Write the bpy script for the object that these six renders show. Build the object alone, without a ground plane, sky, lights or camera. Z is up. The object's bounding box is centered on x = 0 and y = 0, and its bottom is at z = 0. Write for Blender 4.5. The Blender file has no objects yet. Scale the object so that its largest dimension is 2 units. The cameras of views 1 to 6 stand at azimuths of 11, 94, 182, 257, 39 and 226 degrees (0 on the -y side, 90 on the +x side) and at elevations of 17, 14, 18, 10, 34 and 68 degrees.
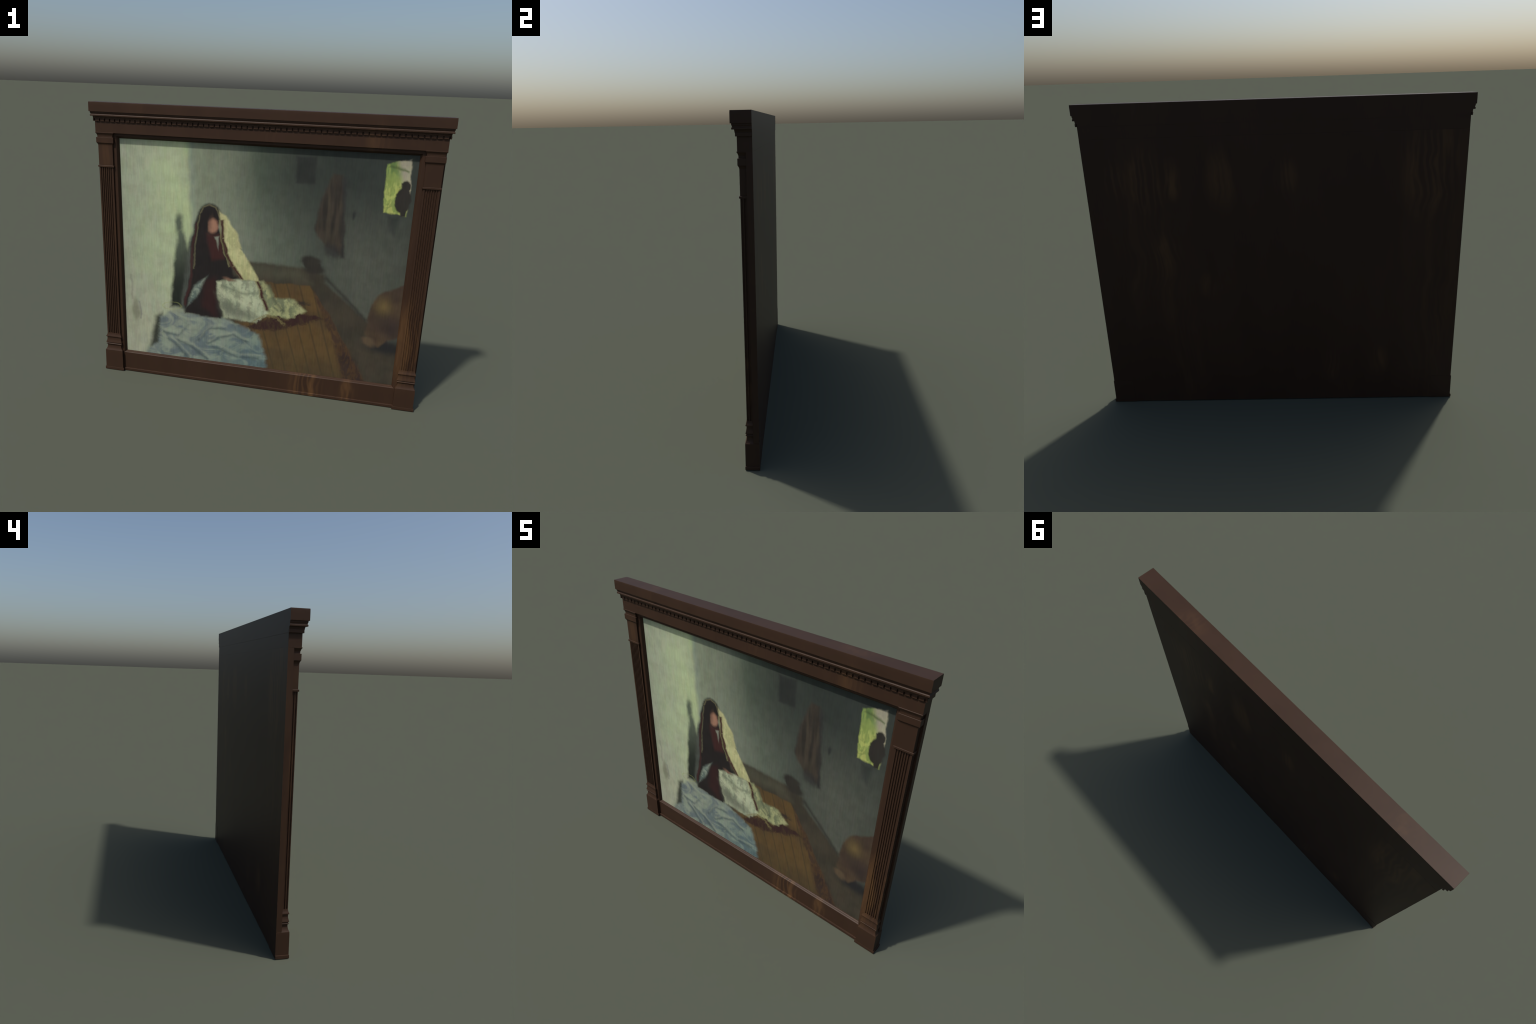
"""Large framed picture: a dark wooden architectural frame (cornice with
dentils, fluted pilasters on plinths, mitred sight moulding, flat back board)
around a wide painted panel.  Metres, z up, front faces -y."""
import bpy, bmesh, math
from mathutils import Vector

# ------------------------------------------------------------------ sizes
TOP = 1.6985          # overall height
BACK = 0.0455         # back plane
PANEL_Y = 0.0135      # painted surface
SIGHT_X, SIGHT_LOW, SIGHT_HIGH = 0.8450, 0.1375, 1.4985   # visible picture
STILE_Y = -0.0055     # front of the flat border round the picture
PIL_X = 0.9215        # pilaster axis (mirrored)
PIL_HALF = 0.0442     # half width of its shaft
PIL_Y = -0.0147       # front of its shaft
BOARD_X, BOARD_Y = 0.9768, 0.0125
FRIEZE_LOW, FRIEZE_HIGH = 1.5278, 1.5935

# ================================================================ materials
def new_material(name):
    m = bpy.data.materials.new(name)
    m.use_nodes = True
    t = m.node_tree
    t.nodes.clear()
    out = t.nodes.new('ShaderNodeOutputMaterial')
    b = t.nodes.new('ShaderNodeBsdfPrincipled')
    t.links.new(b.outputs[0], out.inputs[0])
    return m, t, b


class Net:
    """Small helper to write node networks as expressions."""
    def __init__(self, tree):
        self.t = tree

    def put(self, sock, v):
        if isinstance(v, bpy.types.NodeSocket):
            self.t.links.new(v, sock)
        elif v is not None:
            sock.default_value = v

    def math(self, op, a, b=None, c=None, clamp=False):
        n = self.t.nodes.new('ShaderNodeMath')
        n.operation = op
        n.use_clamp = clamp
        for s, v in zip(n.inputs, (a, b, c)):
            self.put(s, v)
        return n.outputs[0]

    def vec(self, op, a, b=None, scale=None):
        n = self.t.nodes.new('ShaderNodeVectorMath')
        n.operation = op
        self.put(n.inputs[0], a)
        self.put(n.inputs[1], b)
        if scale is not None:
            self.put(n.inputs['Scale'], scale)
        return n.outputs['Value'] if op in ('DOT_PRODUCT', 'LENGTH') else n.outputs[0]

    def combine(self, x, y, z):
        n = self.t.nodes.new('ShaderNodeCombineXYZ')
        for s, v in zip(n.inputs, (x, y, z)):
            self.put(s, v)
        return n.outputs[0]

    def noise(self, v, scale, detail=3.0, rough=0.5, distort=0.0, colour=False):
        n = self.t.nodes.new('ShaderNodeTexNoise')
        self.put(n.inputs['Vector'], v)
        n.inputs['Scale'].default_value = scale
        n.inputs['Detail'].default_value = detail
        n.inputs['Roughness'].default_value = rough
        n.inputs['Distortion'].default_value = distort
        return n.outputs['Color' if colour else 'Fac']

    def smooth(self, v, lo, hi, a=0.0, b=1.0):
        n = self.t.nodes.new('ShaderNodeMapRange')
        n.interpolation_type = 'SMOOTHSTEP'
        self.put(n.inputs['Value'], v)
        for k, x in zip(('From Min', 'From Max', 'To Min', 'To Max'), (lo, hi, a, b)):
            n.inputs[k].default_value = x
        return n.outputs[0]

    def mix(self, f, a, b, mode='MIX'):
        n = self.t.nodes.new('ShaderNodeMix')
        n.data_type = 'RGBA'
        n.blend_type = mode
        self.put(n.inputs[0], f)
        for s, v in ((n.inputs[6], a), (n.inputs[7], b)):
            if isinstance(v, tuple) and len(v) == 3:
                v = v + (1.0,)
            self.put(s, v)
        return n.outputs[2]

    def ramp(self, f, stops):
        n = self.t.nodes.new('ShaderNodeValToRGB')
        self.put(n.inputs[0], f)
        e = n.color_ramp.elements
        while len(e) < len(stops):
            e.new(0.5)
        for el, (p, c) in zip(e, stops):
            el.position = p
            el.color = tuple(c) + (1.0,)
        return n.outputs[0]


def wood(name, dark, mid, streak, figured, scatter):
    """Stained hardwood: nearly even brown with vertical grain; wavy growth
    lines and warm streaks show only in figured places (x, y, z, reach, strength)."""
    m, t, b = new_material(name)
    N = Net(t)
    pos = t.nodes.new('ShaderNodeNewGeometry').outputs['Position']
    long = N.vec('MULTIPLY', pos, (1.0, 1.0, 0.22))
    warp = N.noise(pos, 3.1, 2.0, colour=True)
    wl = N.vec('ADD', long, N.vec('SCALE', N.vec('SUBTRACT', warp, (0.5, 0.5, 0.5)), scale=0.14))
    tone = N.smooth(N.noise(wl, 7.0, 3.0), 0.3, 0.7)
    base = N.mix(tone, dark, mid)
    spot = None
    for x, y, z, reach, strength in figured:
        d = N.vec('LENGTH', N.vec('MULTIPLY', N.vec('SUBTRACT', pos, (x, y, z)), (1.0, 1.0, 0.55)))
        f = N.smooth(d, reach * 0.2, reach, strength, 0.0)
        spot = f if spot is None else N.math('MAXIMUM', spot, f)
    spot = N.math('MAXIMUM', spot, N.math('MULTIPLY', N.smooth(N.noise(long, 3.0, 1.0), 0.50, 0.72), scatter))
    lines = t.nodes.new('ShaderNodeTexWave')
    lines.wave_type = 'BANDS'
    lines.bands_direction = 'X'
    for k, v in (('Scale', 10.0), ('Distortion', 8.0), ('Detail', 2.0), ('Detail Scale', 0.9)):
        lines.inputs[k].default_value = v
    t.links.new(wl, lines.inputs['Vector'])
    warm = N.math('MULTIPLY', N.math('MULTIPLY', N.smooth(lines.outputs['Fac'], 0.4, 1.0), spot), 0.35)
    col = N.mix(warm, base, streak)
    thin = N.noise(N.vec('MULTIPLY', wl, (1.0, 1.0, 0.30)), 15.0, 2.0, 0.55)
    st = N.math('MULTIPLY', N.math('MULTIPLY', N.smooth(thin, 0.43, 0.66), spot), 0.9, clamp=True)
    col = N.mix(st, col, streak)
    pore = N.noise(N.vec('MULTIPLY', pos, (1, 1, 0.06)), 420.0, 2.0)
    col = N.mix(N.smooth(pore, 0.35, 0.75, 0.0, 0.18), col, tuple(c * 0.6 for c in dark))
    t.links.new(col, b.inputs['Base Color'])
    b.inputs['Roughness'].default_value = 0.48
    b.inputs['Specular IOR Level'].default_value = 0.16
    return m


DARK, MID, STREAK = (0.0375, 0.0200, 0.0122), (0.0430, 0.0228, 0.0138), (0.096, 0.050, 0.022)
WOOD = wood('stained_walnut', DARK, MID, STREAK,
            [(0.335, -0.01, 0.06, 0.13, 1.4), (0.585, -0.01, 0.06, 0.06, 1.6), (0.885, -0.01, 0.42, 0.20, 1.0),
             (0.62, -0.02, 1.56, 0.08, 0.5), (0.05, -0.02, 1.56, 0.08, 0.25), (-0.92, -0.01, 1.40, 0.07, 0.4),
             (-0.96, 0.0, 0.95, 0.12, 0.4), (0.62, 0.04, 1.69, 0.12, 0.25), (-0.70, 0.02, 1.69, 0.12, 0.2)], 0.04)
WOOD_BACK = wood('stained_walnut_back', DARK, MID, STREAK,
                 [(0.66, 0.045, 1.31, 0.14, 1.0), (0.54, 0.045, 1.31, 0.08, 0.95), (0.27, 0.045, 1.31, 0.12, 0.5),
                  (0.82, 0.045, 1.31, 0.08, 0.95), (0.60, 0.045, 0.90, 0.11, 0.85), (-0.06, 0.045, 1.31, 0.08, 0.66),
                  (-0.80, 0.045, 1.34, 0.20, 0.9), (-0.30, 0.045, 0.22, 0.07, 0.57), (-0.56, 0.045, 0.25, 0.07, 0.57),
                  (0.38, 0.045, 0.72, 0.06, 0.57)], 0.22)

# ---------------------------------------------------------------- painting
GAIN = 1.12           # displayed colour in sun -> own colour of the paint


def paint(r, g, b):
    """sRGB value of a paint as it looks in the sun -> its base colour."""
    def lin(c):
        c /= 255.0
        return c / 12.92 if c < 0.04045 else ((c + 0.055) / 1.055) ** 2.4
    return tuple(min(0.9, lin(c) * GAIN) for c in (r, g, b))


class Picture(Net):
    """Layers of paint on the panel.  Shapes are given in panel coordinates
    (x, z); every edge is softened and roughened by brush noise."""
    def __init__(self, tree, point, colour):
        super().__init__(tree)
        self.p = point          # (x, 1, z): one dot product = one edge
        self.c = colour

    def area(self, *pts):
        """signed distance to a convex area"""
        cx = sum(p[0] for p in pts) / len(pts)
        cz = sum(p[1] for p in pts) / len(pts)
        d = None
        for (x0, z0), (x1, z1) in zip(pts, pts[1:] + pts[:1]):
            nx, nz = z1 - z0, x0 - x1
            l = math.hypot(nx, nz)
            nx, nz = nx / l, nz / l
            k = nx * x0 + nz * z0
            if nx * cx + nz * cz > k:
                nx, nz, k = -nx, -nz, -k
            e = self.vec('DOT_PRODUCT', self.p, (nx, -k, nz))
            d = e if d is None else self.math('MAXIMUM', d, e)
        return d

    def oval(self, x, z, rx, rz, turn=0.0, ring=False):
        a = math.radians(turn)
        c, s = math.cos(a), math.sin(a)
        u = self.vec('DOT_PRODUCT', self.p, (c / rx, -(c * x + s * z) / rx, s / rx))
        v = self.vec('DOT_PRODUCT', self.p, (-s / rz, (s * x - c * z) / rz, c / rz))
        d = self.math('SUBTRACT', self.vec('LENGTH', self.combine(u, v, 0.0)), 1.0)
        if ring:
            d = self.math('ABSOLUTE', d)
        return self.math('MULTIPLY', d, min(rx, rz))

    def band(self, width, *pts):
        """stroke along a line of points"""
        d = None
        for (x0, z0), (x1, z1) in zip(pts, pts[1:]):
            l = math.hypot(x1 - x0, z1 - z0)
            tx, tz = (x1 - x0) / l, (z1 - z0) / l
            mx, mz = (x0 + x1) / 2, (z0 + z1) / 2
            u = self.vec('DOT_PRODUCT', self.p, (tx, -(tx * mx + tz * mz), tz))
            v = self.vec('DOT_PRODUCT', self.p, (-tz, tz * mx - tx * mz, tx))
            e = self.math('MAXIMUM', self.math('SUBTRACT', self.math('ABSOLUTE', u), l / 2),
                          self.math('SUBTRACT', self.math('ABSOLUTE', v), width / 2))
            d = e if d is None else self.math('MINIMUM', d, e)
        return d

    def join(self, *ds):
        d = ds[0]
        for e in ds[1:]:
            d = self.math('MINIMUM', d, e)
        return d

    def lay(self, d, colour, soft=0.008, cover=1.0):
        f = self.smooth(d, -soft, soft, cover, 0.0)
        self.c = self.mix(f, self.c, colour)


def painting_material():
    m, t, b = new_material('oil_paint')
    N = Net(t)
    pos = t.nodes.new('ShaderNodeTexCoord').outputs['Object']
    sep = t.nodes.new('ShaderNodeSeparateXYZ')
    t.links.new(pos, sep.inputs[0])
    x, z = sep.outputs[0], sep.outputs[2]
    # hand-drawn edges
    wob = N.vec('SUBTRACT', N.noise(pos, 14.0, 3.0, 0.6, colour=True), (0.5, 0.5, 0.5))
    q = N.vec('ADD', N.combine(x, 1.0, z), N.vec('MULTIPLY', wob, (0.030, 0.0, 0.030)))
    # ragged edges for fringes and torn cloth
    rag = N.vec('SUBTRACT', N.noise(pos, 38.0, 3.0, 0.7, colour=True), (0.5, 0.5, 0.5))
    q_ragged = N.vec('ADD', q, N.vec('MULTIPLY', rag, (0.075, 0.0, 0.045)))
    # brushwork: vertical strokes, loose swirls, soft blotches
    strokes = N.noise(N.vec('MULTIPLY', pos, (1.0, 1.0, 0.10)), 130.0, 3.0, 0.6)
    swirl = N.smooth(N.noise(N.vec('MULTIPLY', pos, (1.0, 1.0, 1.5)), 7.0, 2.5, 0.5, 1.6), 0.36, 0.64)
    blotch = N.smooth(N.noise(pos, 5.0, 2.0, 0.5), 0.35, 0.65)
    flick = N.smooth(N.noise(N.vec('MULTIPLY', pos, (1.6, 1.0, 0.8)), 22.0, 2.0, 0.6, 0.8), 0.40, 0.60)

    def two(f, a, c):
        return N.mix(f, paint(*a), paint(*c))

    # plaster at the back: pale beside the corner, dim towards the right
    xn = N.math('MULTIPLY_ADD', x, 1 / 1.69, 0.5)
    low = N.ramp(xn, [(0.26, paint(124, 131, 112)), (0.42, paint(112, 119, 103)), (0.56, paint(86, 93, 81)),
                      (0.70, paint(68, 73, 65)), (0.85, paint(76, 79, 70)), (1.0, paint(68, 72, 64))])
    high = N.ramp(xn, [(0.26, paint(119, 127, 106)), (0.40, paint(104, 111, 95)), (0.50, paint(68, 76, 65)),
                       (0.62, paint(53, 58, 52)), (0.80, paint(47, 52, 48)), (1.0, paint(52, 57, 53))])
    wall = N.mix(N.smooth(z, 0.85, 1.40), low, high)
    P = Picture(t, q, wall)
    # lit plaster on the left
    lit = N.ramp(N.math('MULTIPLY_ADD', x, 1 / 0.46, 0.845 / 0.46),
                 [(0.0, paint(136, 144, 122)), (0.35, paint(150, 161, 130)), (0.75, paint(160, 173, 134)),
                  (1.0, paint(156, 169, 126))])
    lit = N.mix(N.smooth(z, 0.85, 0.2, 0.0, 0.7), lit, paint(148, 148, 128))
    lit = N.mix(N.math('MULTIPLY', blotch, 0.45), lit, paint(146, 150, 132))
    P.lay(P.area((-0.9, 1.6), (-0.44, 1.6), (-0.39, 1.0), (-0.545, 0.40), (-0.74, 0.12), (-0.9, 0.1)), lit, 0.042)
    P.lay(P.band(0.030, (-0.412, 1.52), (-0.400, 1.25), (-0.388, 1.0)), paint(112, 124, 114), 0.022, 0.55)
    P.lay(P.oval(-0.778, 0.43, 0.024, 0.07), paint(120, 122, 102), 0.012)
    P.lay(P.band(0.010, (-0.748, 0.49), (-0.745, 0.37)), paint(104, 102, 98), 0.008, 0.7)
    P.lay(P.band(0.008, (-0.80, 0.66), (-0.80, 0.50)), paint(118, 120, 104), 0.008, 0.6)
    # shade cast on the lit plaster
    shade = N.mix(N.smooth(z, 1.0, 0.60), paint(82, 90, 76), paint(36, 40, 35))
    P.lay(P.join(P.oval(-0.483, 1.02, 0.024, 0.062),
                 P.area((-0.502, 0.99), (-0.464, 0.99), (-0.420, 0.83), (-0.42, 0.48), (-0.560, 0.48), (-0.522, 0.75))),
          shade, 0.016)
    # floor
    floor = two(blotch, (54, 51, 43), (62, 57, 47))
    P.lay(P.join(P.area((-0.35, 0.84), (0.27, 0.815), (0.40, 0.79), (0.45, 0.10), (-0.35, 0.10)),
                 P.area((0.38, 0.80), (0.70, 0.50), (0.90, 0.34), (0.90, 0.10), (0.38, 0.10))), floor, 0.014)
    P.lay(P.area((-0.30, 0.83), (0.24, 0.81), (0.30, 0.74), (-0.20, 0.73)), paint(72, 71, 58), 0.04, 0.8)
    P.lay(P.band(0.018, (0.40, 0.775), (0.66, 0.53)), paint(48, 48, 43), 0.012, 0.8)
    # woven mat with slats and a dark red border
    slat = N.math('SINE', N.math('MULTIPLY', N.math('ADD', x, N.math('MULTIPLY', z, 0.30)), 2 * math.pi / 0.075))
    mat = N.mix(N.smooth(slat, 0.80, 1.0, 0.0, 0.45), two(blotch, (86, 68, 42), (74, 60, 41)), paint(54, 49, 36))
    mat = N.mix(N.smooth(z, 0.40, 0.12, 0.0, 0.5), mat, paint(66, 58, 42))
    P.lay(P.area((-0.10, 0.70), (0.315, 0.715), (0.47, 0.50), (0.69, 0.10), (-0.15, 0.10)), mat, 0.008)
    P.lay(P.area((0.295, 0.715), (0.318, 0.715), (0.47, 0.50), (0.69, 0.12), (0.585, 0.12), (0.44, 0.45)),
          two(flick, (72, 55, 39), (58, 45, 38)), 0.008, 0.85)
    P.lay(P.area((0.48, 0.36), (0.58, 0.33), (0.70, 0.10), (0.56, 0.10)), two(flick, (66, 50, 36), (48, 38, 36)), 0.02, 0.8)
    # dim things on the far walls
    P.lay(P.area((0.195, 1.457), (0.305, 1.457), (0.310, 1.311), (0.200, 1.309)), paint(43, 46, 43), 0.010)
    cloth = two(N.smooth(N.noise(N.vec('MULTIPLY', pos, (1.0, 1.0, 0.15)), 30.0, 1.0), 0.35, 0.65), (63, 57, 48), (47, 44, 39))
    P.lay(P.join(P.area((0.310, 1.02), (0.345, 1.215), (0.402, 1.375), (0.455, 1.375), (0.482, 1.13), (0.495, 0.91),
                        (0.450, 0.86), (0.385, 0.955), (0.318, 0.985))), cloth, 0.012)
    P.lay(P.band(0.018, (0.468, 1.36), (0.488, 0.90)), paint(46, 45, 44), 0.014, 0.8)
    P.lay(P.oval(0.43, 0.935, 0.05, 0.035, -25), paint(46, 45, 44), 0.02, 0.8)
    P.lay(P.join(P.oval(0.312, 0.865, 0.058, 0.030), P.oval(0.335, 0.815, 0.062, 0.028),
                 P.area((0.26, 0.86), (0.365, 0.86), (0.38, 0.82), (0.28, 0.81))), paint(47, 45, 40), 0.010)
    P.lay(P.oval(0.531, 1.155, 0.009, 0.022), paint(46, 48, 46), 0.006)
    # bright opening with a dark vessel in it
    light = N.mix(flick, two(N.smooth(z, 1.30, 1.42), (156, 164, 92), (98, 120, 70)), paint(122, 138, 76))
    light = N.mix(N.smooth(N.math('ADD', x, N.math('MULTIPLY', z, 0.3)), 1.155, 1.20, 0.0, 0.7), light, paint(158, 146, 136))
    P.lay(P.area((0.682, 1.441), (0.807, 1.478), (0.818, 1.301), (0.812, 1.170), (0.687, 1.180)), light, 0.006)
    P.lay(P.band(0.012, (0.700, 1.438), (0.800, 1.405)), paint(74, 88, 54), 0.008, 0.8)
    P.lay(P.join(P.oval(0.784, 1.255, 0.042, 0.072), P.oval(0.790, 1.330, 0.024, 0.030),
                 P.area((0.767, 1.35), (0.802, 1.35), (0.805, 1.25), (0.757, 1.25)),
                 P.area((0.765, 1.23), (0.808, 1.25), (0.808, 1.17), (0.780, 1.165))), paint(46, 44, 40), 0.005)
    P.lay(P.area((0.715, 1.165), (0.775, 1.16), (0.765, 1.06), (0.735, 1.08)), paint(48, 52, 49), 0.02, 0.8)
    # round earthen vessel lying in the right corner
    P.lay(P.oval(0.80, 0.375, 0.12, 0.040), paint(38, 38, 38), 0.03)
    earth = two(blotch, (74, 61, 47), (60, 50, 42))
    P.lay(P.join(P.oval(0.790, 0.580, 0.122, 0.165, -14), P.area((0.78, 0.74), (0.9, 0.80), (0.9, 0.5), (0.78, 0.5)),
                 P.area((0.672, 0.55), (0.86, 0.50), (0.74, 0.37), (0.655, 0.45))), earth, 0.010)
    P.lay(P.oval(0.748, 0.635, 0.030, 0.035), paint(104, 89, 54), 0.050, 0.8)
    P.lay(P.oval(0.686, 0.400, 0.040, 0.028, -30), paint(84, 70, 54), 0.014, 0.85)
    P.lay(P.oval(0.80, 0.49, 0.05, 0.05), paint(48, 41, 40), 0.06, 0.7)
    # heap of pale blue-grey bedding with rolling folds
    bed = N.mix(N.smooth(N.math('ADD', x, N.math('MULTIPLY', z, -1.2)), -1.0, 0.1),
                two(swirl, (94, 104, 104), (126, 135, 119)), two(swirl, (76, 94, 95), (104, 121, 112)))
    P.lay(P.area((-0.64, 0.40), (-0.60, 0.43), (-0.58, 0.15), (-0.70, 0.12)), paint(54, 58, 50), 0.02)
    P.p = N.vec('ADD', q, N.vec('MULTIPLY', rag, (0.035, 0.0, 0.025)))
    P.lay(P.join(P.area((-0.615, 0.40), (-0.56, 0.445), (-0.19, 0.445), (0.02, 0.36), (0.06, 0.25), (0.0, 0.10), (-0.64, 0.10)),
                 P.area((-0.10, 0.40), (0.07, 0.345), (0.075, 0.24), (0.16, 0.14), (0.20, 0.10), (-0.1, 0.10)),
                 P.area((-0.70, 0.17), (-0.60, 0.24), (-0.55, 0.10), (-0.72, 0.10))), bed, 0.016)
    P.p = q
    for pts in (((-0.60, 0.30), (-0.50, 0.285), (-0.455, 0.33), (-0.43, 0.37)),
                ((-0.56, 0.26), (-0.49, 0.20), (-0.42, 0.13)),
                ((-0.50, 0.255), (-0.40, 0.22), (-0.30, 0.14)),
                ((-0.30, 0.26), (-0.22, 0.31), (-0.14, 0.34), (-0.05, 0.30)),
                ((-0.27, 0.24), (-0.10, 0.19), (0.03, 0.20)),
                ((-0.36, 0.27), (-0.30, 0.36), (-0.19, 0.37))):
        P.lay(P.band(0.012, *pts), paint(64, 75, 76), 0.014, 0.8)
        P.lay(P.band(0.008, *[(u + 0.010, v + 0.020) for u, v in pts]), paint(140, 148, 128), 0.014, 0.5)
    # draped seated mass: pale trailing cloth, dark inner cloth, pale shawl
    folds = N.smooth(N.noise(N.vec('MULTIPLY', N.vec('ADD', pos, N.vec('SCALE', wob, scale=0.12)), (1.0, 1.0, 0.35)), 26.0, 1.0),
                     0.36, 0.64)
    pale = two(folds, (144, 147, 106), (104, 110, 84))
    P.lay(P.join(P.area((-0.08, 0.70), (0.04, 0.715), (0.105, 0.63), (0.13, 0.50), (0.03, 0.48), (-0.03, 0.60)),
                 P.area((0.08, 0.61), (0.235, 0.615), (0.30, 0.55), (0.24, 0.49), (0.08, 0.49))), pale, 0.012)
    P.lay(P.band(0.014, (0.07, 0.69), (0.10, 0.61), (0.17, 0.53)), paint(78, 84, 66), 0.014, 0.8)
    P.p = q_ragged
    P.lay(P.oval(0.28, 0.597, 0.035, 0.014), paint(48, 42, 38), 0.012)
    P.p = q
    P.lay(P.area((-0.376, 1.05), (-0.345, 1.10), (-0.38, 0.50), (-0.45, 0.45), (-0.475, 0.50), (-0.425, 0.90)),
          two(strokes, (78, 84, 76), (52, 54, 50)), 0.016)
    dark = paint(36, 33, 32)
    P.lay(P.join(P.oval(-0.297, 1.075, 0.073, 0.080),
                 P.area((-0.370, 1.08), (-0.222, 1.08), (-0.175, 0.87), (-0.095, 0.70), (-0.25, 0.60), (-0.40, 0.60), (-0.405, 0.90)),
                 P.area((-0.405, 0.75), (-0.12, 0.72), (-0.22, 0.435), (-0.45, 0.45), (-0.45, 0.52))), dark, 0.010)
    P.lay(P.area((-0.315, 0.97), (-0.225, 0.97), (-0.205, 0.83), (-0.280, 0.81)), paint(58, 36, 34), 0.016)
    P.lay(P.area((-0.325, 0.68), (-0.262, 0.70), (-0.240, 0.59), (-0.248, 0.44), (-0.34, 0.50)), paint(48, 32, 31), 0.028)
    P.lay(P.band(0.014, (-0.372, 1.03), (-0.402, 0.88), (-0.410, 0.68), (-0.450, 0.50)), paint(58, 38, 36), 0.009)
    P.lay(P.band(0.006, (-0.358, 1.08), (-0.385, 0.88), (-0.393, 0.74)), paint(104, 102, 76), 0.006, 0.7)
    P.lay(P.band(0.006, (-0.358, 1.09), (-0.335, 1.135), (-0.297, 1.148), (-0.258, 1.130), (-0.232, 1.08)),
          paint(112, 108, 80), 0.006, 0.7)
    # plain warm oval without features
    P.lay(P.oval(-0.274, 1.022, 0.030, 0.044, -8), paint(142, 106, 87), 0.011)
    P.lay(P.oval(-0.292, 1.030, 0.012, 0.040, -8), paint(104, 80, 66), 0.014, 0.6)
    P.lay(P.area((-0.262, 0.955), (-0.238, 0.960), (-0.241, 0.895)), paint(122, 128, 114), 0.007, 0.85)
    shawl = N.mix(N.math('MULTIPLY', folds, 0.5), two(strokes, (178, 177, 130), (164, 163, 118)), paint(136, 138, 98))
    P.lay(P.join(P.area((-0.236, 1.110), (-0.198, 1.085), (-0.134, 0.998), (-0.096, 0.90), (-0.195, 0.88), (-0.218, 0.97)),
                 P.area((-0.200, 0.90), (-0.098, 0.905), (-0.050, 0.825), (0.04, 0.712), (-0.094, 0.705), (-0.172, 0.81))),
          shawl, 0.009)
    red = paint(62, 40, 36)
    P.lay(P.band(0.017, (-0.222, 1.06), (-0.212, 0.95), (-0.188, 0.86), (-0.150, 0.78), (-0.088, 0.708)), red, 0.008)
    P.lay(P.band(0.006, (-0.234, 1.06), (-0.226, 0.95), (-0.204, 0.86), (-0.168, 0.78)), paint(124, 121, 84), 0.006, 0.75)
    white = N.mix(N.math('MULTIPLY', folds, 0.75), paint(160, 167, 138), paint(112, 118, 98))
    P.lay(P.area((-0.250, 0.675), (-0.18, 0.70), (-0.012, 0.712), (0.04, 0.60), (0.075, 0.50), (0.01, 0.438), (-0.20, 0.447),
                 (-0.240, 0.58)), white, 0.010)
    P.lay(P.area((-0.235, 0.59), (-0.10, 0.53), (0.02, 0.49), (0.0, 0.45), (-0.20, 0.455)), paint(96, 101, 86), 0.035, 0.85)
    P.lay(P.band(0.014, (-0.21, 0.66), (-0.12, 0.625), (-0.06, 0.612), (-0.02, 0.632)), paint(96, 103, 86), 0.014, 0.75)
    P.lay(P.band(0.014, (-0.225, 0.63), (-0.13, 0.575), (-0.01, 0.53)), paint(166, 172, 142), 0.016, 0.7)
    P.lay(P.oval(-0.165, 0.700, 0.030, 0.009, -12), paint(112, 86, 70), 0.009)
    P.lay(P.area((-0.372, 0.71), (-0.320, 0.745), (-0.265, 0.735), (-0.320, 0.690), (-0.375, 0.56), (-0.425, 0.51)),
          two(folds, (122, 133, 119), (84, 96, 90)), 0.014)
    P.lay(P.band(0.018, (0.004, 0.713), (0.028, 0.66), (0.044, 0.60), (0.072, 0.525)), red, 0.008)
    P.lay(P.band(0.006, (-0.009, 0.713), (0.014, 0.66), (0.030, 0.60), (0.058, 0.525)), paint(124, 121, 84), 0.006, 0.7)
    # dark red fringe, ragged
    P.p = q_ragged
    fringe = two(flick, (52, 36, 34), (60, 47, 36))
    P.lay(P.join(P.area((-0.080, 0.412), (0.02, 0.450), (0.11, 0.510), (0.20, 0.470), (0.15, 0.405), (-0.02, 0.388)),
                 P.area((0.15, 0.455), (0.30, 0.545), (0.36, 0.525), (0.44, 0.522), (0.33, 0.480), (0.17, 0.415))), fringe, 0.010)
    P.lay(P.band(0.010, (-0.02, 0.440), (0.06, 0.490), (0.13, 0.480), (0.18, 0.45)), paint(112, 103, 68), 0.007, 0.75)
    P.p = q
    # thin pale hoop
    P.lay(P.oval(-0.535, 0.484, 0.060, 0.022, 2, True), paint(136, 142, 86), 0.0045, 0.85)

    # brush marks and canvas tooth over everything
    col = N.mix(N.smooth(strokes, 0.30, 0.70), N.vec('SCALE', P.c, scale=1.06), N.vec('SCALE', P.c, scale=0.94))
    hue = N.noise(N.vec('MULTIPLY', pos, (1.0, 1.0, 0.25)), 48.0, 2.0, 0.6, colour=True)
    col = N.mix(N.smooth(N.noise(pos, 16.0, 3.0, 0.6), 0.35, 0.7), N.vec('SCALE', col, scale=1.06), N.vec('SCALE', col, scale=0.93))
    col = N.mix(0.07, col, hue, 'OVERLAY')
    t.links.new(col, b.inputs['Base Color'])
    b.inputs['Roughness'].default_value = 0.55
    b.inputs['Specular IOR Level'].default_value = 0.15
    bump = t.nodes.new('ShaderNodeBump')
    bump.inputs['Strength'].default_value = 0.10
    bump.inputs['Distance'].default_value = 0.002
    t.links.new(strokes, bump.inputs['Height'])
    t.links.new(bump.outputs[0], b.inputs['Normal'])
    return m


PAINT = painting_material()

# ================================================================ geometry
thing = bpy.data.objects.new('framed_picture', None)
bpy.context.collection.objects.link(thing)
thing['label'] = 'wide painting in a dark carved wooden architectural frame'
thing['category'] = 'picture frame'


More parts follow.
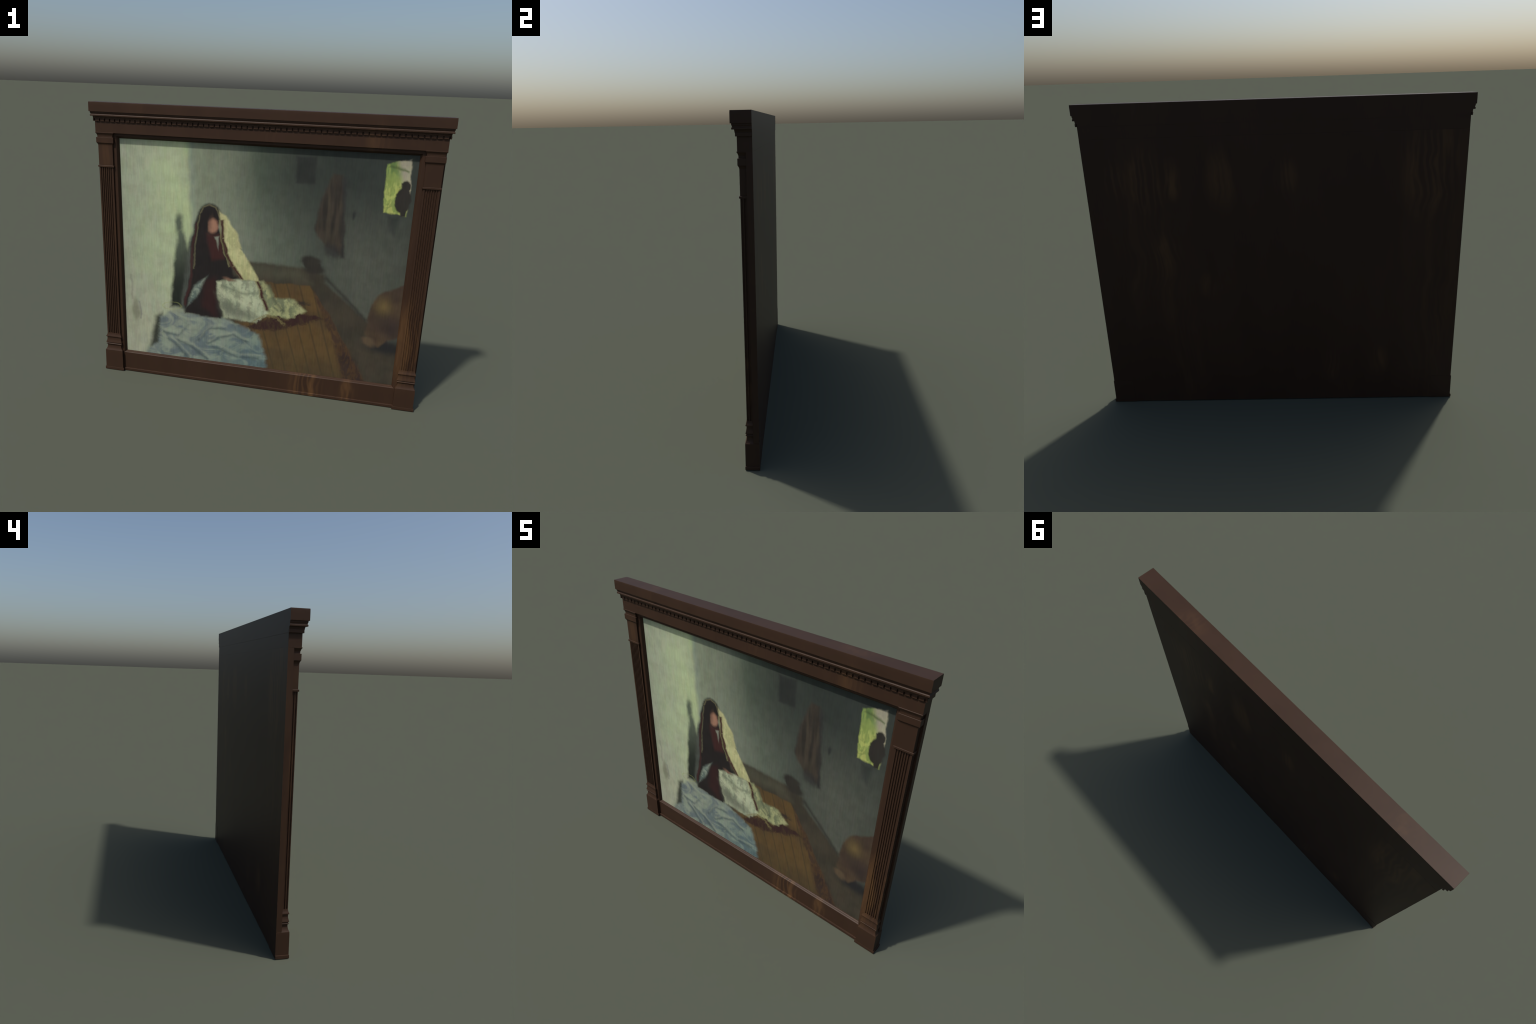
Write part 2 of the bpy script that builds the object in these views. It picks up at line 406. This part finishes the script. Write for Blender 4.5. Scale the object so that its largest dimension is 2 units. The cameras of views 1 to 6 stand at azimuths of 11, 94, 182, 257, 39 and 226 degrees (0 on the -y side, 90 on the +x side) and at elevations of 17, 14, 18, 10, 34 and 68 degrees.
def add(name, bm, mat, parent=None, bevel=0.0, angle=32):
    bmesh.ops.recalc_face_normals(bm, faces=bm.faces)
    me = bpy.data.meshes.new(name)
    bm.to_mesh(me)
    bm.free()
    me.materials.append(mat)
    ob = bpy.data.objects.new(name, me)
    bpy.context.collection.objects.link(ob)
    ob.parent = parent or thing
    if bevel:
        md = ob.modifiers.new('edge', 'BEVEL')
        md.width = bevel
        md.segments = 2
        md.limit_method = 'ANGLE'
        md.angle_limit = math.radians(35)
        dg = bpy.context.evaluated_depsgraph_get()
        new = bpy.data.meshes.new_from_object(ob.evaluated_get(dg))
        ob.modifiers.clear()
        ob.data = new
        new.name = name
    for p in ob.data.polygons:
        p.use_smooth = True
    ob.data.set_sharp_from_angle(angle=math.radians(angle))
    # large flats stay flat, only the narrow rounds carry the turn of the light
    md = ob.modifiers.new('weights', 'WEIGHTED_NORMAL')
    md.keep_sharp = True
    md.weight = 80
    dg = bpy.context.evaluated_depsgraph_get()
    new = bpy.data.meshes.new_from_object(ob.evaluated_get(dg))
    ob.modifiers.clear()
    ob.data = new
    new.name = name
    return ob


def stack(rings, cap=True):
    """Loft upright rings (z, x0, x1, y_front, y_back)."""
    bm = bmesh.new()
    loops = [[bm.verts.new(c) for c in ((x0, yf, z), (x1, yf, z), (x1, yb, z), (x0, yb, z))]
             for z, x0, x1, yf, yb in rings]
    for a, b in zip(loops, loops[1:]):
        for i in range(4):
            j = (i + 1) % 4
            bm.faces.new((a[i], a[j], b[j], b[i]))
    if cap:
        bm.faces.new(loops[0])
        bm.faces.new(loops[-1])
    return bm


def arc(z0, o0, z1, o1, n=6, hollow=True, up=True):
    """Quarter curve between two (z, offset) points."""
    out = []
    for i in range(n + 1):
        a = i / n * math.pi / 2
        s, c = math.sin(a), 1 - math.cos(a)
        f, g = (s, c) if hollow else (c, s)
        if not up:
            f, g = g, f
        out.append((z0 + (z1 - z0) * f, o0 + (o1 - o0) * g))
    return out


# ---- entablature: one profile carried round front and both ends
def entablature(name, profile, yb=BACK, bevel=0.0):
    """profile: (z, inset from the cornice face)"""
    return add(name, stack([(z, -(1.0 - o), 1.0 - o, -0.0455 + o, yb) for z, o in profile]), WOOD, bevel=bevel)


entablature('cornice', [(1.6453, 0.0004), (1.6465, 0.0), (1.672, 0.0), (1.684, 0.0001), (1.692, 0.0003),
                        (1.6970, 0.0006), (TOP, 0.0012)])
entablature('cornice_moulding',
            [(1.6205, 0.0056), (1.6212, 0.0050), (1.6276, 0.0049), (1.6285, 0.0056), (1.6305, 0.0074), (1.6315, 0.0076)]
            + arc(1.6315, 0.0076, 1.6380, 0.0052, 5)[1:] + [(1.6465, 0.0052)], BACK - 0.0001)
entablature('bed_moulding', [(1.6065, 0.0180), (1.6070, 0.0172), (1.6125, 0.0168), (1.6150, 0.0160), (1.6215, 0.0155)],
            BACK - 0.0002)
# dentil course: ground, solid returns at the two ends, 63 dentils
entablature('dentil_ground', [(1.5925, 0.0262), (1.6075, 0.0262)], BACK - 0.0003)
for side in (-1, 1):
    xs = sorted((side * 0.9772, side * 0.9851))
    add('dentil_return', stack([(1.5920, *xs, -0.0266, BACK - 0.0001), (1.6075, *xs, -0.0266, BACK - 0.0001)]), WOOD,
        bevel=0.0006)
pitch, gap = 0.03093, 0.0074
w = (pitch - gap) / 2
first = add('dentil', stack([(-0.0077, -w, w, -0.0275, -0.017), (0.0077, -w, w, -0.0275, -0.017)]), WOOD, bevel=0.0005)
first.location = (-31 * pitch, 0, 1.5998)
for i in range(1, 63):
    d = first.copy()
    d.location = ((i - 31) * pitch, 0, 1.5998)
    bpy.context.collection.objects.link(d)
add('frieze', stack([(FRIEZE_LOW, -0.9766, 0.9766, -0.0208, BACK - 0.0013), (FRIEZE_HIGH, -0.9766, 0.9766, -0.0208, BACK - 0.0013)]),
    WOOD, bevel=0.0006)

# ---- back board
add('back_board', stack([(0.003, -BOARD_X, BOARD_X, BOARD_Y + 0.003, BACK - 0.0013),
                         (FRIEZE_LOW, -BOARD_X, BOARD_X, BOARD_Y + 0.003, BACK - 0.0013)]), WOOD_BACK)

# ---- flat border and sight moulding, four mitred members
# (inset towards the picture, y)
sight = [(-0.080, BOARD_Y + 0.004), (-0.080, STILE_Y), (-0.0008, STILE_Y), (0.0, STILE_Y + 0.0004), (0.0022, STILE_Y + 0.0022),
         (0.0048, STILE_Y + 0.0056), (0.0060, STILE_Y + 0.0080), (0.0066, STILE_Y + 0.0082), (0.0070, STILE_Y + 0.0100),
         (0.0096, STILE_Y + 0.0128), (0.0116, STILE_Y + 0.0155), (0.0122, STILE_Y + 0.0180), (0.0122, PANEL_Y + 0.003)]
OX, OL, OH = SIGHT_X + 0.0122, SIGHT_LOW - 0.0092, SIGHT_HIGH + 0.0122


def corner(i, o, y):
    """corner i of the border ring at inset o"""
    x = OX - o
    zl = OL + (o * (0.0092 / 0.0122) if o > 0 else o * 1.56)
    zh = OH - (o if o > 0 else o * 0.2)
    return ((-x, y, zl), (x, y, zl), (x, y, zh), (-x, y, zh))[i]


for name, i in (('bottom_rail', 0), ('stile', 1), ('top_rail', 2), ('stile', 3)):
    bm = bmesh.new()
    j = (i + 1) % 4
    rows = [[bm.verts.new(corner(k, o, y)) for k in (i, j)] for o, y in sight]
    for a, b in zip(rows, rows[1:]):
        bm.faces.new((a[0], a[1], b[1], b[0]))
    add(name, bm, WOOD, angle=40)
add('rail_lip', stack([(0.0012, -0.862, 0.862, -0.0122, 0.006), (0.0155, -0.862, 0.862, -0.0125, 0.006),
                       (0.0180, -0.862, 0.862, -0.0112, 0.006), (0.0190, -0.862, 0.862, STILE_Y - 0.0001, 0.006)]), WOOD, angle=25)

# ---- painted panel
add('painting', stack([(SIGHT_LOW - 0.006, -0.851, 0.851, PANEL_Y, PANEL_Y + 0.0018),
                       (SIGHT_HIGH + 0.006, -0.851, 0.851, PANEL_Y, PANEL_Y + 0.0018)]), PAINT)


# ---- pilasters
def flutes(line, centres, r, depth, n=8):
    """insert round channels along a straight run; returns (along, inward)"""
    pts = []
    for c in centres:
        pts += [(c - r * math.cos(math.pi * k / n), depth * math.sin(math.pi * k / n)) for k in range(n + 1)]
    return [(line[0], 0.0)] + pts + [(line[1], 0.0)]


def shaft(xc):
    front = flutes((-PIL_HALF, PIL_HALF), [(i - 2.5) * 0.0122 for i in range(6)], 0.0040, 0.0052)
    depth = BOARD_Y + 0.004 - PIL_Y
    sides = flutes((0.0, depth), [0.0072, 0.0192], 0.0034, 0.0036)
    path = [(xc + a, PIL_Y + d) for a, d in front]
    right = [(xc + PIL_HALF - d, PIL_Y + a) for a, d in sides][1:]
    left = [(xc - PIL_HALF + d, PIL_Y + a) for a, d in reversed(sides)][:-1]
    path = path + right + left
    bm = bmesh.new()
    lo = [bm.verts.new((x, y, 0.252)) for x, y in path]
    hi = [bm.verts.new((x, y, 1.334)) for x, y in path]
    for k in range(len(path)):
        l = (k + 1) % len(path)
        bm.faces.new((lo[k], lo[l], hi[l], hi[k]))
    return bm


def block(profile, xc, yb=BOARD_Y + 0.005):
    """profile: (z, projection beyond the shaft); returns a loft"""
    return stack([(z, xc - PIL_HALF - 1.28 * o, xc + PIL_HALF + 1.28 * o, PIL_Y - o, yb) for z, o in profile])


for side in (-1, 1):
    xc = side * PIL_X
    pil = add('pilaster', shaft(xc), WOOD, angle=50)
    # plinth with foot lip, runs right through to the back
    pl = [(0.0, 0.0186), (0.0010, 0.0196), (0.0160, 0.0196), (0.0182, 0.0188), (0.0190, 0.0148), (0.0200, 0.0146),
          (0.115, 0.0142), (0.130, 0.0141), (0.1375, 0.0138), (0.1405, 0.0134)]
    # a little less proud in front than at the sides
    bm = stack([(z, xc - PIL_HALF - o, xc + PIL_HALF + o,
                 PIL_Y - (o - 0.0081 if o > 0.0150 else o - 0.0044), BACK - 0.0002) for z, o in pl])
    add('plinth', bm, WOOD, pil, angle=28)
    base = [(0.1400, 0.0100), (0.1425, 0.0086), (0.1465, 0.0066), (0.1510, 0.0048), (0.1565, 0.0032), (0.1640, 0.0019),
            (0.1735, 0.0012), (0.1770, 0.0022), (0.1800, 0.0058), (0.1815, 0.0064), (0.1835, 0.0062), (0.1850, 0.0050),
            (0.1870, 0.0030), (0.1905, 0.0030), (0.1920, 0.0068), (0.1950, 0.0070), (0.2030, 0.0046), (0.2110, 0.0028),
            (0.2180, 0.0020), (0.2295, 0.0018), (0.2312, 0.0022), (0.2325, 0.0056), (0.2345, 0.0060), (0.2375, 0.0058),
            (0.2415, 0.0040), (0.2470, 0.0020), (0.2520, 0.0008), (0.2580, 0.0001)]
    add('base_moulding', block(base, xc), WOOD, pil, angle=40)
    add('astragal', block([(1.3295, 0.0036), (1.3302, 0.0042), (1.3388, 0.0042), (1.3398, 0.0034), (1.3402, 0.0)],
                          xc, BOARD_Y + 0.0045), WOOD, pil, angle=30)
    add('necking', block([(1.3350, 0.0002), (1.4600, 0.0002)], xc), WOOD, pil)
    cap = [(1.4550, 0.0003), (1.4575, 0.0005), (1.4610, 0.0012), (1.4640, 0.0022), (1.4665, 0.0036), (1.4680, 0.0050),
           (1.4700, 0.0052), (1.4705, 0.0064), (1.4712, 0.0067), (1.5003, 0.0067), (1.5010, 0.0060)]
    add('capital', block(cap, xc, BOARD_Y + 0.0047), WOOD, pil, angle=30)
    top = [(1.4990, 0.0020), (1.5115, 0.0020), (1.5120, 0.0028), (1.5150, 0.0034), (1.5185, 0.0044), (1.5215, 0.0058),
           (1.5240, 0.0074), (1.5250, 0.0076), (1.5253, 0.0086), (1.5262, 0.0089), (1.5292, 0.0089), (1.5300, 0.0080)]
    add('abacus', block(top, xc, BOARD_Y + 0.0043), WOOD, pil, angle=40)
